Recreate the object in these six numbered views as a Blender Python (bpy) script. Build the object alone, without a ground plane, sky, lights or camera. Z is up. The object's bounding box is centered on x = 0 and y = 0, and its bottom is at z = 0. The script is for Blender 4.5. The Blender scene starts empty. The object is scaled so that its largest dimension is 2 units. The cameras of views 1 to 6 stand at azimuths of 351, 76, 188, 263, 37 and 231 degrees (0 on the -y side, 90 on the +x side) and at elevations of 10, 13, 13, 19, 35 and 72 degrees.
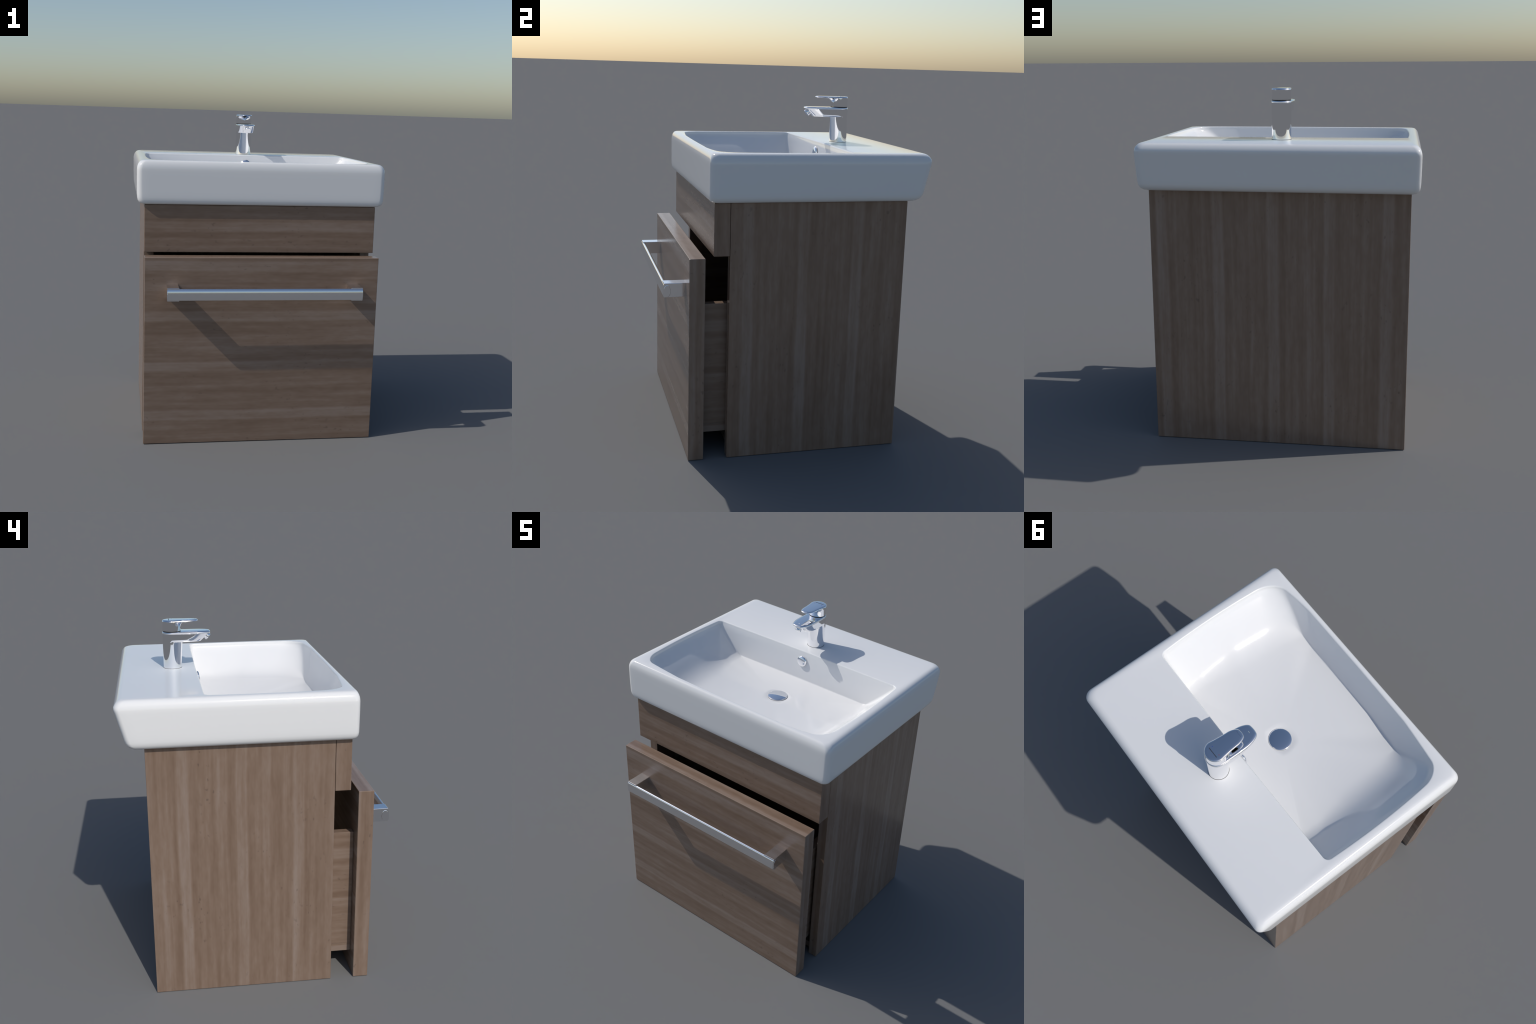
import bpy, bmesh, math
from mathutils import Vector, Matrix

# ------------------------------------------------------------------ helpers
ROOT = bpy.data.objects.new("bathroom_vanity", None)
bpy.context.scene.collection.objects.link(ROOT)
ROOT["label"] = "white ceramic washbasin on a brown wood vanity with open drawer and chrome tap"
ROOT["category"] = "bathroom vanity"


def link(name, me, mats, parent):
    ob = bpy.data.objects.new(name, me)
    bpy.context.scene.collection.objects.link(ob)
    for m in mats:
        me.materials.append(m)
    ob.parent = parent
    return ob


def finish(bm, name, mats, parent, smooth=True, angle=40):
    bmesh.ops.recalc_face_normals(bm, faces=bm.faces)
    me = bpy.data.meshes.new(name)
    bm.to_mesh(me)
    bm.free()
    if smooth:
        for p in me.polygons:
            p.use_smooth = True
        me.set_sharp_from_angle(angle=math.radians(angle))
    return link(name, me, mats, parent)


def add_box(bm, lo, hi, bevel=0.0025):
    """A board with slightly eased edges."""
    r = bmesh.ops.create_cube(bm, size=1.0)
    vs = r["verts"]
    for v in vs:
        v.co = Vector([lo[i] if v.co[i] < 0 else hi[i] for i in range(3)])
    if bevel:
        es = list({e for v in vs for e in v.link_edges})
        bmesh.ops.bevel(bm, geom=es, offset=bevel, segments=2, profile=0.5, affect="EDGES")


def half_loop(segs):
    """Half an outline (x >= 0) from the back centre to the front centre.
    L straight, B quadratic curve, C rounded corner; each with a fixed count of steps."""
    out = []
    for s in segs:
        kind, n = s[0], s[-1]
        for i in range(n):
            t = i / n
            if kind == "L":
                a, b = s[1], s[2]
                p = (a[0] + (b[0] - a[0]) * t, a[1] + (b[1] - a[1]) * t)
            elif kind == "B":
                a, c, b = s[1], s[2], s[3]
                p = tuple((1 - t) ** 2 * a[k] + 2 * t * (1 - t) * c[k] + t * t * b[k] for k in (0, 1))
            else:
                a, c, b = s[1], s[2], s[3]
                h = 0.552
                q1 = tuple(a[k] + (c[k] - a[k]) * h for k in (0, 1))
                q2 = tuple(b[k] + (c[k] - b[k]) * h for k in (0, 1))
                p = tuple((1 - t) ** 3 * a[k] + 3 * t * (1 - t) ** 2 * q1[k] + 3 * t * t * (1 - t) * q2[k] + t ** 3 * b[k] for k in (0, 1))
            out.append(p)
    out.append(segs[-1][-2])
    return out


def full(half, left=None):
    """Closed outline from its right half; the left half mirrors it unless given (also with x >= 0)."""
    left = half if left is None else left
    return half + [(-x, y) for x, y in reversed(left[1:-1])]


def lerp_loop(a, b, t):
    return [(p[0] + (q[0] - p[0]) * t, p[1] + (q[1] - p[1]) * t) for p, q in zip(a, b)]


def lerp_xy(p, q, t):
    return (p[0] + (q[0] - p[0]) * t, p[1] + (q[1] - p[1]) * t)


def offset_loop(loop, d):
    """Outward parallel of a closed outline."""
    n = len(loop)
    area = sum(loop[i][0] * loop[(i + 1) % n][1] - loop[(i + 1) % n][0] * loop[i][1] for i in range(n))
    s = 1 if area > 0 else -1
    out = []
    for i in range(n):
        a, b = loop[i - 1], loop[(i + 1) % n]
        tx, ty = b[0] - a[0], b[1] - a[1]
        l = math.hypot(tx, ty) or 1
        out.append((loop[i][0] + s * ty / l * d, loop[i][1] - s * tx / l * d))
    return out


def loft(bm, rings, cap_start=True, cap_end=True):
    """rings: list of closed lists of 3D points with equal counts."""
    rows = [[bm.verts.new(p) for p in r] for r in rings]
    n = len(rows[0])
    for a, b in zip(rows, rows[1:]):
        for i in range(n):
            j = (i + 1) % n
            bm.faces.new((a[i], a[j], b[j], b[i]))
    if cap_start:
        bm.faces.new(list(reversed(rows[0])))
    if cap_end:
        bm.faces.new(rows[-1])
    return rows


def at(loop, z):
    return [(x, y, z) for x, y in loop]


def circle(r, n, cx=0.0, cy=0.0):
    return [(cx + r * math.sin(2 * math.pi * i / n), cy + r * math.cos(2 * math.pi * i / n)) for i in range(n)]


def spun(bm, profile, n, matrix):
    """Turned piece: profile of (radius, height) about local z, closed by caps."""
    rings = [[matrix @ Vector((x, y, h)) for x, y in circle(r, n)] for r, h in profile]
    loft(bm, rings)


# ---------------------------------------------------------------- materials
class Nodes:
    def __init__(self, name):
        self.mat = bpy.data.materials.new(name)
        self.mat.use_nodes = True
        self.t = self.mat.node_tree
        self.bsdf = self.t.nodes["Principled BSDF"]

    def new(self, kind, **props):
        n = self.t.nodes.new(kind)
        for k, v in props.items():
            setattr(n, k, v)
        return n

    def wire(self, a, b):
        self.t.links.new(a, b)

    def math(self, op, a, b=None, clamp=False):
        n = self.new("ShaderNodeMath", operation=op, use_clamp=clamp)
        for i, v in enumerate((a, b)):
            if v is None:
                continue
            if isinstance(v, (int, float)):
                n.inputs[i].default_value = v
            else:
                self.wire(v, n.inputs[i])
        return n.outputs[0]

    def combine(self, x, y, z):
        n = self.new("ShaderNodeCombineXYZ")
        for i, v in enumerate((x, y, z)):
            if isinstance(v, (int, float)):
                n.inputs[i].default_value = v
            else:
                self.wire(v, n.inputs[i])
        return n.outputs[0]

    def noise(self, vec, scale, detail=2.0, rough=0.5):
        n = self.new("ShaderNodeTexNoise")
        n.inputs["Scale"].default_value = scale
        n.inputs["Detail"].default_value = detail
        n.inputs["Roughness"].default_value = rough
        self.wire(vec, n.inputs["Vector"])
        return n.outputs["Fac"]

    def ramp(self, fac, stops, interp="LINEAR"):
        n = self.new("ShaderNodeValToRGB")
        cr = n.color_ramp
        cr.interpolation = interp
        while len(cr.elements) < len(stops):
            cr.elements.new(0.5)
        for e, (p, c) in zip(cr.elements, stops):
            e.position = p
            e.color = (c, c, c, 1) if isinstance(c, (int, float)) else (*c, 1)
        self.wire(fac, n.inputs[0])
        return n.outputs[0]


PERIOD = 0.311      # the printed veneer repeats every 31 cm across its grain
DARK, MID, LIGHT = (0.179, 0.119, 0.084), (0.220, 0.153, 0.113), (0.270, 0.206, 0.168)


def wood(name, grain, cross, peak, seed):
    """Brown laminate: grain along one axis, bands across another; a pale band lies at cross = peak."""
    m = Nodes(name)
    co = m.new("ShaderNodeTexCoord").outputs["Object"]
    sep = m.new("ShaderNodeSeparateXYZ")
    m.wire(co, sep.inputs[0])
    g, c = sep.outputs[grain], sep.outputs[cross]
    # slow wander of the bands along the grain
    wander = m.math("MULTIPLY", m.math("SUBTRACT", m.noise(m.combine(m.math("MULTIPLY", g, 1.1), m.math("MULTIPLY", c, 1.5), seed), 1.0, 1.0), 0.5), 0.022)
    cw = m.math("ADD", c, wander)
    phase = m.math("FRACT", m.math("ADD", m.math("DIVIDE", m.math("SUBTRACT", cw, peak), PERIOD), 20.5))
    band = m.ramp(phase, [(0.0, 0.36), (0.10, 0.46), (0.16, 0.34), (0.24, 0.48), (0.31, 0.26), (0.375, 0.26), (0.42, 0.74), (0.50, 0.68),
                          (0.57, 0.80), (0.62, 0.24), (0.70, 0.30), (0.76, 0.50), (0.82, 0.34), (0.89, 0.52), (0.95, 0.28), (1.0, 0.36)])
    broad = m.noise(m.combine(m.math("MULTIPLY", cw, 16.0), m.math("MULTIPLY", g, 0.9), seed + 3.1), 1.0, 2.0)
    fine = m.noise(m.combine(m.math("MULTIPLY", cw, 62.0), m.math("MULTIPLY", g, 2.2), seed + 7.7), 1.0, 2.0, 0.5)
    v = m.math("ADD", m.math("MULTIPLY", m.math("SUBTRACT", broad, 0.5), 0.80), m.math("MULTIPLY", m.math("SUBTRACT", fine, 0.5), 0.48))
    # mottling a few centimetres long breaks up the streaks and the pale bands
    mottle = m.noise(m.combine(m.math("MULTIPLY", cw, 44.0), m.math("MULTIPLY", g, 11.0), seed + 5.4), 1.0, 2.0, 0.6)
    fade = m.noise(m.combine(m.math("MULTIPLY", cw, 7.0), m.math("MULTIPLY", g, 1.7), seed + 11.8), 1.0, 1.0)
    band = m.math("ADD", m.math("MULTIPLY", m.math("SUBTRACT", band, 0.42), m.math("ADD", m.math("MULTIPLY", fade, 0.9), 0.60)), 0.42)
    v = m.math("ADD", v, m.math("MULTIPLY", m.math("SUBTRACT", mottle, 0.5), 0.52))
    v = m.math("ADD", v, m.math("ADD", m.math("MULTIPLY", band, 0.68), 0.135), True)
    col = m.ramp(v, [(0.12, DARK), (0.45, MID), (0.86, LIGHT)])
    # small dark pores, in loose patches
    pore = m.noise(m.combine(m.math("MULTIPLY", c, 62.0), m.math("MULTIPLY", g, 34.0), seed + 1.3), 1.0, 1.0)
    patch = m.noise(m.combine(m.math("MULTIPLY", c, 5.0), m.math("MULTIPLY", g, 3.0), seed + 9.2), 1.0, 1.0)
    pm = m.math("MULTIPLY", m.ramp(pore, [(0.66, 0.0), (0.76, 1.0)]), m.ramp(patch, [(0.50, 0.0), (0.66, 1.0)]))
    mix = m.new("ShaderNodeMix", data_type="RGBA")
    m.wire(m.math("MULTIPLY", pm, 0.45), mix.inputs["Factor"])
    m.wire(col, mix.inputs["A"])
    mix.inputs["B"].default_value = (0.085, 0.062, 0.050, 1)
    m.wire(mix.outputs["Result"], m.bsdf.inputs["Base Color"])
    m.bsdf.inputs["Roughness"].default_value = 0.24
    m.bsdf.inputs["Specular IOR Level"].default_value = 0.5
    return m.mat


def plain(name, color, rough, metal=0.0, **extra):
    m = Nodes(name)
    m.bsdf.inputs["Base Color"].default_value = (*color, 1)
    m.bsdf.inputs["Roughness"].default_value = rough
    m.bsdf.inputs["Metallic"].default_value = metal
    for k, v in extra.items():
        m.bsdf.inputs[k.replace("_", " ")].default_value = v
    return m.mat


WOOD_LEFT = wood("wood_side_left", 2, 1, 0.104, 1.0)
WOOD_RIGHT = wood("wood_side_right", 2, 1, 0.010, 14.0)
WOOD_BACK = wood("wood_back", 2, 0, 0.025, 27.0)
WOOD_FRONT = wood("wood_front", 0, 2, 0.487, 35.0)
WOOD_PANEL = wood("wood_upper_front", 0, 2, 1.327, 46.0)
WOOD_TOP = wood("wood_edge", 0, 1, 0.0, 58.0)
WOOD_BOX = wood("wood_drawer_box", 1, 2, 0.45, 63.0)
CERAMIC = plain("glazed_ceramic", (0.772, 0.772, 0.772), 0.10)
CHROME = plain("polished_chrome", (0.93, 0.93, 0.94), 0.04, 1.0)
BRUSHED = plain("brushed_chrome", (0.88, 0.88, 0.89), 0.13, 1.0)
RUBBER = plain("black_seal", (0.012, 0.012, 0.012), 0.5)
PRINT = plain("dark_print", (0.03, 0.035, 0.05), 0.4)
RED = plain("red_print", (0.30, 0.01, 0.01), 0.4)
BLUE = plain("blue_print", (0.01, 0.03, 0.32), 0.4)


def by_normal(ob, rule):
    for p in ob.data.polygons:
        p.material_index = rule(p)


# ------------------------------------------------------------------ cabinet
HW, HWL, FRONT_Y, BACK_Y, TOP_Z, T = 0.713, 0.716, -0.402, 0.603, 1.4575, 0.058
bm = bmesh.new()
outline = [(-HWL, FRONT_Y), (-HWL, BACK_Y), (HW, BACK_Y), (HW, FRONT_Y), (HW - T, FRONT_Y), (HW - T, BACK_Y - T), (-HW + T, BACK_Y - T), (-HW + T, FRONT_Y)]
loft(bm, [at(outline, 0.0), at(outline, TOP_Z)])
bmesh.ops.bevel(bm, geom=list(bm.edges), offset=0.002, segments=2, profile=0.5, affect="EDGES")
cabinet = finish(bm, "cabinet", [WOOD_LEFT, WOOD_RIGHT, WOOD_BACK], ROOT, angle=15)


def cab_rule(p):
    n, c = p.normal, p.center
    if abs(n.x) > 0.7:
        return 0 if c.x < 0 else 1
    return 2


by_normal(cabinet, cab_rule)

bm = bmesh.new()
add_box(bm, (-HW + T, FRONT_Y + 0.02, 0.03), (HW - T, BACK_Y - T, 0.075), 0.002)
finish(bm, "cabinet_floor", [WOOD_TOP], ROOT, angle=15)

bm = bmesh.new()
add_box(bm, (-HWL, -0.4910, 1.168), (HW, -0.4038, TOP_Z), 0.003)
panel = finish(bm, "upper_front_panel", [WOOD_PANEL, WOOD_TOP, WOOD_LEFT, WOOD_RIGHT], ROOT, angle=15)


def board_rule(p):
    n = p.normal
    if n.x < -0.7:
        return 2
    if n.x > 0.7:
        return 3
    return 1 if abs(n.z) > 0.7 else 0


by_normal(panel, board_rule)

# ------------------------------------------------------------------- drawer
DX, DZ0, DZ1, DY0, DY1, DT = 0.634, 0.129, 0.886, -0.5345, 0.42, 0.049
bm = bmesh.new()
add_box(bm, (-DX, DY0, DZ0 + 0.050), (-DX + DT, DY1, DZ1), 0.002)
add_box(bm, (DX - DT, DY0, DZ0 + 0.050), (DX, DY1, DZ1), 0.002)
add_box(bm, (-DX + DT, DY1 - DT, DZ0 + 0.050), (DX - DT, DY1, DZ1), 0.002)
add_box(bm, (-DX + 0.001, DY0, DZ0), (DX - 0.001, DY1, DZ0 + 0.0495), 0.002)
drawer = finish(bm, "drawer", [WOOD_BOX], ROOT, angle=15)

bm = bmesh.new()
add_box(bm, (-HWL, -0.6215, 0.0), (HW, -0.535, 1.158), 0.003)
front = finish(bm, "drawer_front", [WOOD_FRONT, WOOD_TOP, WOOD_LEFT, WOOD_RIGHT], drawer, angle=15)
by_normal(front, board_rule)

# ------------------------------------------------------------------- handle
# bar: shallow convex face with rounded shoulders
bar_profile = [(-0.7150, 0.9420), (-0.7220, 0.9300), (-0.7300, 0.9230), (-0.7410, 0.9225), (-0.7445, 0.9245), (-0.7462, 0.9290), (-0.7473, 0.9380), (-0.7478, 0.9530), (-0.7475, 0.9640),
               (-0.7467, 0.9730), (-0.7454, 0.9800), (-0.7432, 0.9865), (-0.7405, 0.9905), (-0.7370, 0.9928), (-0.7320, 0.9920), (-0.7230, 0.9830), (-0.7155, 0.9690), (-0.7135, 0.9560)]
bm = bmesh.new()
loft(bm, [[(x, y, z) for y, z in bar_profile] for x in (-0.5865, 0.5865)])
handle = finish(bm, "handle", [BRUSHED], ROOT, angle=50)
bracket_bm = bmesh.new()
add_box(bracket_bm, (-0.035, -0.7410, 0.9185), (0.035, -0.6195, 0.9975), 0.002)
for k, sx in enumerate((-1, 1)):
    b = bracket_bm.copy()
    for v in b.verts:
        v.co.x += sx * 0.5522
    # round end cap of the bar, let in to the bracket's outer side
    mtx = Matrix.Translation((sx * 0.5868, -0.7245, 0.953)) @ Matrix.Rotation(sx * math.pi / 2, 4, "Y") @ Matrix.Diagonal((1.7, 1, 1, 1))
    spun(b, [(0.0195, -0.002), (0.0195, 0.0012), (0.0185, 0.0018)], 32, mtx)
    finish(b, "handle_bracket", [BRUSHED], handle, angle=15)
bracket_bm.free()

# ---------------------------------------------------------------- washbasin
NB, NC, NS, NF, NE = 18, 8, 24, 12, 10


def outer(hw, yb, yf, rb=(0.048, 0.030), rf=0.034, skew=0.0095):
    """Outside of the basin; the back face runs slightly askew, as fired ceramic does."""
    halves = []
    for r in rb:
        halves.append(half_loop([("L", (0, yb), (hw - r, yb), NB), ("C", (hw - r, yb), (hw, yb), (hw, yb - r), NC),
                                 ("L", (hw, yb - r), (hw, yf + rf), NS), ("C", (hw, yf + rf), (hw, yf), (hw - rf, yf), NF),
                                 ("L", (hw - rf, yf), (0.36, yf), NE), ("L", (0.36, yf), (0, yf), NE)]))
    loop = full(*halves)
    return [(x, y - skew * (1 + x / 0.76) * min(1, max(0, (y - 0.2) / 0.35))) for x, y in loop]


rim_back = [("L", (0, 0.288), (0.660, 0.2825), NB), ("C", (0.660, 0.2825), (0.687, 0.281), (0.688, 0.255), NC)]
rim_right = half_loop(rim_back + [("B", (0.688, 0.255), (0.706, -0.05), (0.6845, -0.335), NS), ("C", (0.6845, -0.335), (0.680, -0.446), (0.590, -0.4620), NF),
                                  ("B", (0.590, -0.4620), (0.50, -0.4780), (0.42, -0.4822), NE), ("L", (0.42, -0.4822), (0, -0.4825), NE)])
rim_left = half_loop(rim_back + [("B", (0.688, 0.255), (0.706, -0.05), (0.6845, -0.335), NS), ("C", (0.6845, -0.335), (0.680, -0.441), (0.600, -0.4500), NF),
                                 ("B", (0.600, -0.4500), (0.47, -0.4660), (0.36, -0.4770), NE), ("L", (0.36, -0.4770), (0, -0.4825), NE)])
rim = full(rim_right, rim_left)
foot_back = [("L", (0, 0.2665), (0.492, 0.264), NB), ("C", (0.492, 0.264), (0.508, 0.263), (0.509, 0.246), NC)]
foot_right = half_loop(foot_back + [("B", (0.509, 0.246), (0.530, 0.02), (0.508, -0.215), NS), ("C", (0.508, -0.215), (0.502, -0.435), (0.392, -0.4335), NF),
                                    ("B", (0.392, -0.4335), (0.30, -0.4320), (0.20, -0.4310), NE), ("L", (0.20, -0.4310), (0, -0.4310), NE)])
foot_left = half_loop(foot_back + [("B", (0.509, 0.246), (0.520, 0.0), (0.503, -0.255), NS), ("C", (0.503, -0.255), (0.498, -0.392), (0.420, -0.4070), NF),
                                   ("B", (0.420, -0.4070), (0.31, -0.4225), (0.17, -0.4310), NE), ("L", (0.17, -0.4310), (0, -0.4310), NE)])
foot = full(foot_right, foot_left)
DRAIN = (0.0, 0.030)


def radial(loop, r, power=1.0):
    """Same count of points as loop, on a circle about the drain."""
    out = []
    for x, y in loop:
        dx, dy = x - DRAIN[0], y - DRAIN[1]
        l = math.hypot(dx, dy)
        out.append((DRAIN[0] + dx / l * r, DRAIN[1] + dy / l * r))
    return out


skin = [(1.4590, 0.700, 0.622, -0.474), (1.4592, 0.720, 0.640, -0.491), (1.4610, 0.732, 0.654, -0.502), (1.4650, 0.7425, 0.667, -0.511),
        (1.4730, 0.7510, 0.6805, -0.5170), (1.4860, 0.7575, 0.6925, -0.5202), (1.5020, 0.7602, 0.7000, -0.5216), (1.525, 0.7612, 0.7065, -0.5218), (1.56, 0.7620, 0.7155, -0.522),
        (1.615, 0.7625, 0.7305, -0.5222), (1.655, 0.7625, 0.7415, -0.5222), (1.670, 0.7622, 0.7460, -0.5220), (1.680, 0.7610, 0.7478, -0.5213),
        (1.691, 0.7583, 0.7460, -0.5194), (1.701, 0.7540, 0.7392, -0.5162), (1.709, 0.7485, 0.7330, -0.5125), (1.7155, 0.7415, 0.7248, -0.5085),
        (1.7198, 0.7325, 0.7150, -0.5038), (1.7220, 0.7215, 0.7030, -0.4985)]
rings = [at(outer(hw, yb, yf, skew=0.0060 + 0.0035 * min(1, max(0, (z - 1.5) / 0.17))), z) for z, hw, yb, yf in skin]
for d, z in ((0.0080, 1.7223), (0.0045, 1.7217), (0.0020, 1.7201), (0.0005, 1.7175), (0.0, 1.7140), (-0.0010, 1.7080)):
    rings.append(at(offset_loop(rim, d), z))
FOOT_Z, DRAIN_Z, WALL_TOP = 1.5190, 1.5095, 1.700
hole = radial(foot, 0.0625)
lip = offset_loop(rim, -0.0035)
n = len(foot)
columns = []
for i in range(n):
    R, F, D = Vector((*lip[i], WALL_TOP)), Vector((*foot[i], FOOT_Z)), Vector((*hole[i], DRAIN_Z))
    tx, ty = foot[(i + 1) % n][0] - foot[i - 1][0], foot[(i + 1) % n][1] - foot[i - 1][1]
    side = abs(ty) / math.hypot(tx, ty)                       # 1 on the end walls, 0 at back and front
    frontness = (1 - side) if foot[i][1] < -0.1 else 0.0
    swell = min(1.0, max(0.0, (0.15 - foot[i][1]) / 0.22))     # end walls bulge a little, more so to the front
    ends = min(1.0, max(0.0, (abs(foot[i][0]) - 0.30) / 0.18))
    F.z += 0.013 * min(1.0, max(0.0, foot[i][1] / 0.2)) + 0.018 * swell * ends * ends * (3 - 2 * ends)
    K = R.lerp(F, 0.54) - Vector((0, 0.002, 0)) * frontness + Vector((0, 0, -0.004 + 0.011 * swell)) * side
    K = K * 2 - (R + F) * 0.5                                  # control point of the wall's curve
    soft = 0.008 + (0.038 + 0.052 * swell) * side ** 1.5       # radius between wall and floor
    ta = max(0.45, 1 - soft / (F - K).length / 2)
    pts = [R * (1 - t) ** 2 + K * 2 * t * (1 - t) + F * t * t for t in (ta * k / 6 for k in range(6))]
    A = R * (1 - ta) ** 2 + K * 2 * ta * (1 - ta) + F * ta * ta
    B = F.lerp(D, min(0.6, soft / (D - F).length))
    B.z = F.z + (D.z - F.z) * 0.35 * (B - F).length / 0.1
    for k in range(9):
        t = k / 8
        pts.append(A * (1 - t) ** 2 + F * 2 * t * (1 - t) + B * t * t)
    for t in (0.1, 0.22, 0.35, 0.5, 0.65, 0.8, 0.92, 1.0):     # dished floor: drops off near the walls, almost flat about the drain
        q = B.lerp(D, t)
        q.z = B.z + (D.z - B.z) * (1 - (1 - t) ** 2)
        pts.append(q)
    columns.append([tuple(p) for p in pts])
rings += [list(r) for r in zip(*columns)]
rings.append(at(radial(foot, 0.0605), 1.5080))
rings.append(at(radial(foot, 0.0580), 1.4900))
rings.append(at(radial(foot, 0.0300), 1.4850))
bm = bmesh.new()
loft(bm, rings)
basin = finish(bm, "washbasin", [CERAMIC], ROOT, angle=60)

bm = bmesh.new()
spun(bm, [(0.020, 1.480), (0.054, 1.500), (0.0590, 1.5070), (0.0612, 1.5105), (0.0616, 1.5125), (0.0602, 1.5142), (0.0565, 1.5153), (0.045, 1.5168), (0.030, 1.5180), (0.015, 1.5186), (0.003, 1.5188)],
     64, Matrix.Translation((DRAIN[0], DRAIN[1], 0.0005)))
finish(bm, "drain_cap", [CHROME], basin, angle=60)

bm = bmesh.new()
wall = Vector((0.0, 0.2835, 1.656))
tilt = Matrix.Rotation(math.atan2(0.995, 0.09), 4, "X")
spun(bm, [(0.026, -0.012), (0.026, 0.004), (0.0335, 0.006), (0.0355, 0.0085), (0.0352, 0.0120), (0.0335, 0.0150), (0.0290, 0.0178), (0.020, 0.0205), (0.010, 0.0218), (0.002, 0.0221)], 48, Matrix.Translation(wall) @ tilt)
finish(bm, "overflow_cap", [CHROME], basin, angle=60)

# ------------------------------------------------------------------- faucet
CY = 0.4165
N1, N2, N3, N4 = 20, 20, 14, 8


def tongue(r, side, tip, tip_w, tip_round, back=None):
    """Outline of a tongue: round back about the tap's axis, long sides, blunt round tip."""
    b = back if back is not None else r
    return full(half_loop([("C", (0, CY + b), (r, CY + b), (r, CY), N1), ("B", (r, CY), (side[0] + 0.003, side[1] + 0.06), side, N2),
                           ("C", side, (tip_w, tip_round), (tip_w * 0.45, tip + 0.0025), N3), ("B", (tip_w * 0.45, tip + 0.0025), (tip_w * 0.2, tip), (0, tip), N4)]))


def round_outline(r):
    h = half_loop([("C", (0, CY + r), (r, CY + r), (r, CY), N1), ("C", (r, CY), (r, CY - r), (0, CY - r), N2 + N3 + N4)])
    return full(h)


bm = bmesh.new()
# column: upright at the back, the front leaning out towards the spout
column = []
BACK = CY + 0.0552
for fy, z, inset in ((0.3680, 1.7165, 0.0015), (0.3662, 1.7180, 0.0), (0.3660, 1.7240, 0.0), (0.3656, 1.7400, 0.0), (0.3648, 1.7600, 0.0), (0.3637, 1.7850, 0.0), (0.3623, 1.8100, 0.0),
                     (0.3605, 1.8350, 0.0), (0.3585, 1.8600, 0.0), (0.3571, 1.8740, 0.0), (0.3563, 1.8810, 0.0)):
    ry = (BACK - inset - fy) / 2
    rx = 0.0535 - inset + 0.0018 * (z - 1.72) / 0.155
    column.append([(x * rx, (BACK - inset) - ry + y * ry, z) for x, y in full(half_loop([("C", (0, 1), (1, 1), (1, 0), 24), ("C", (1, 0), (1, -1), (0, -1), 24)]))])
loft(bm, column)
# spout with slanted nose below its plate
low = tongue(0.0553, (0.0562, 0.306), 0.247, 0.045, 0.252)
mid = tongue(0.0554, (0.0567, 0.290), 0.225, 0.050, 0.230)
top = tongue(0.0556, (0.0570, 0.275), 0.205, 0.050, 0.211)


def front_inset(loop, d):
    """Inset that fades out towards the upright back of the tap."""
    return [lerp_xy(p, q, min(1.0, max(0.0, (CY + 0.01 - p[1]) / 0.05))) for p, q in zip(loop, offset_loop(loop, -d))]


loft(bm, [at(front_inset(low, 0.007), 1.8758), at(front_inset(low, 0.0025), 1.8765), at(low, 1.8795), at(lerp_loop(low, mid, 0.5), 1.890), at(mid, 1.901), at(top, 1.9205)])
# plate
plate = tongue(0.0562, (0.0575, 0.270), 0.194, 0.052, 0.200)
loft(bm, [at(offset_loop(plate, -0.003), 1.9200), at(offset_loop(plate, -0.0008), 1.9220), at(plate, 1.9250), at(offset_loop(plate, -0.0005), 1.9285),
          at(offset_loop(plate, -0.0028), 1.9315), at(offset_loop(plate, -0.007), 1.9334), at(offset_loop(plate, -0.016), 1.9344)])
faucet = finish(bm, "faucet", [CHROME], ROOT, angle=50)

# dark gasket under the column
bm = bmesh.new()
gasket = [(x * 0.0544, CY + 0.0023 + y * 0.0537) for x, y in circle(1.0, 64)]
loft(bm, [at(gasket, 1.7190), at(gasket, 1.7236)])
finish(bm, "base_gasket", [RUBBER], faucet, angle=50)

# seal between spout plate and lever
bm = bmesh.new()
loft(bm, [at(round_outline(0.0518), 1.9325), at(round_outline(0.0518), 1.9385)])
finish(bm, "seal_ring", [RUBBER], faucet, angle=50)

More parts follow.
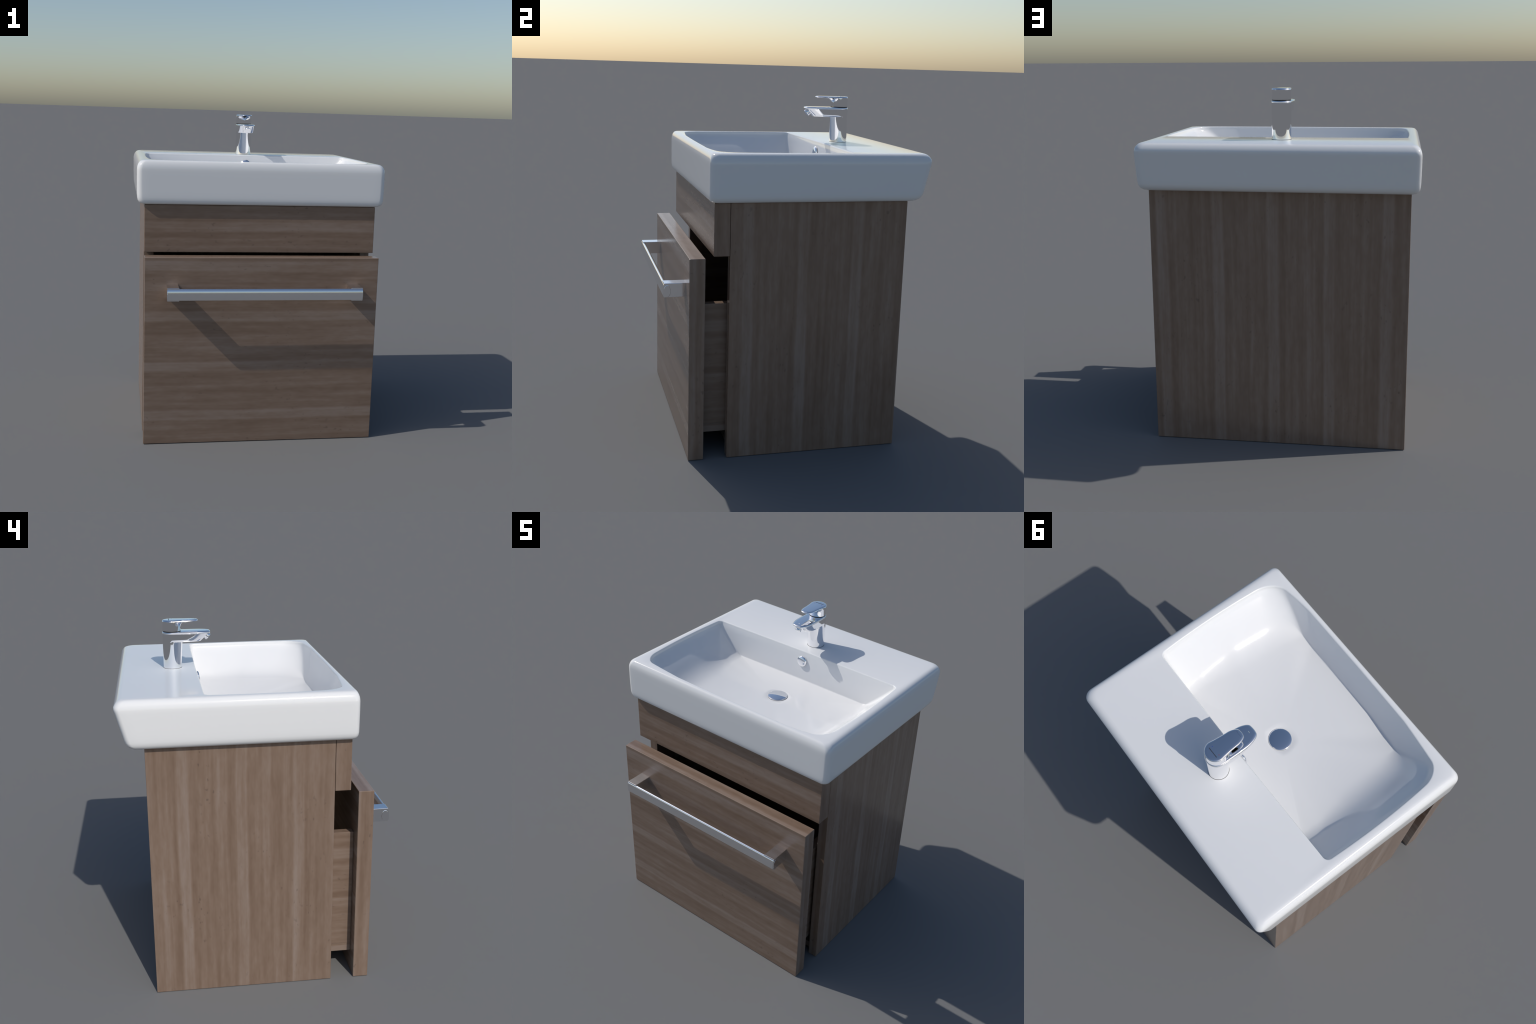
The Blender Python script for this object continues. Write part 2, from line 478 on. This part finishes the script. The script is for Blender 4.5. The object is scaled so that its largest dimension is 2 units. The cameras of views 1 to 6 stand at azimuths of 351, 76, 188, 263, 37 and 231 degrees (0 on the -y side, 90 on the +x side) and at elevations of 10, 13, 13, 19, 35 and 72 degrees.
# lever: round head flaring into a flat tongue
bm = bmesh.new()
lever = tongue(0.0535, (0.0425, 0.315), 0.2640, 0.0365, 0.2665)
neck = round_outline(0.0533)
loft(bm, [at(neck, 1.9378), at(neck, 1.9480), at(neck, 1.9580), at(lerp_loop(neck, lever, 0.006), 1.9660), at(lerp_loop(neck, lever, 0.022), 1.9730), at(lerp_loop(neck, lever, 0.055), 1.9790),
          at(lerp_loop(neck, lever, 0.13), 1.9840), at(lerp_loop(neck, lever, 0.32), 1.9878), at(lerp_loop(neck, lever, 0.72), 1.9898), at(offset_loop(lever, -0.0025), 1.9912), at(lever, 1.9935),
          at(offset_loop(lever, -0.0008), 1.9958), at(offset_loop(lever, -0.003), 1.9978), at(offset_loop(lever, -0.007), 1.9990), at(offset_loop(lever, -0.016), 1.9996)])
lever_ob = finish(bm, "lever", [CHROME], faucet, angle=50)

# faint printed strip (too small to read) with blue and red dots on the lever
bm = bmesh.new()
x = -0.0300
widths = (5, 4, 5, 4, 5, 4, 5, 5, 4, 5)
step = 0.0600 / (sum(widths) + 0.6 * len(widths))
for w in widths:
    add_box(bm, (x, 0.4300, 1.9985), (x + w * step, 0.4338, 2.0000), 0)
    x += (w + 0.6) * step
finish(bm, "lever_lettering", [PRINT], faucet, smooth=False)
for nm, px, mat in (("cold_mark", 0.0255, BLUE), ("hot_mark", -0.0275, RED)):
    bm = bmesh.new()
    spun(bm, [(0.0018, 1.9985), (0.0018, 2.0000)], 16, Matrix.Translation((px, 0.416, 0)))
    finish(bm, nm, [mat], faucet, smooth=False)

# aerator: short tilted nozzle under the nose
axis = Vector((0.0, -0.74, -0.67)).normalized()
mtx = Matrix.Translation((0, 0.207, 1.8942)) @ axis.to_track_quat("Z", "Y").to_matrix().to_4x4()
bm = bmesh.new()
spun(bm, [(0.0195, -0.040), (0.0195, -0.0100), (0.0207, -0.0095), (0.0207, -0.0012), (0.0198, 0.0), (0.002, 0.0)], 40, mtx)
finish(bm, "aerator", [CHROME], faucet, angle=40)
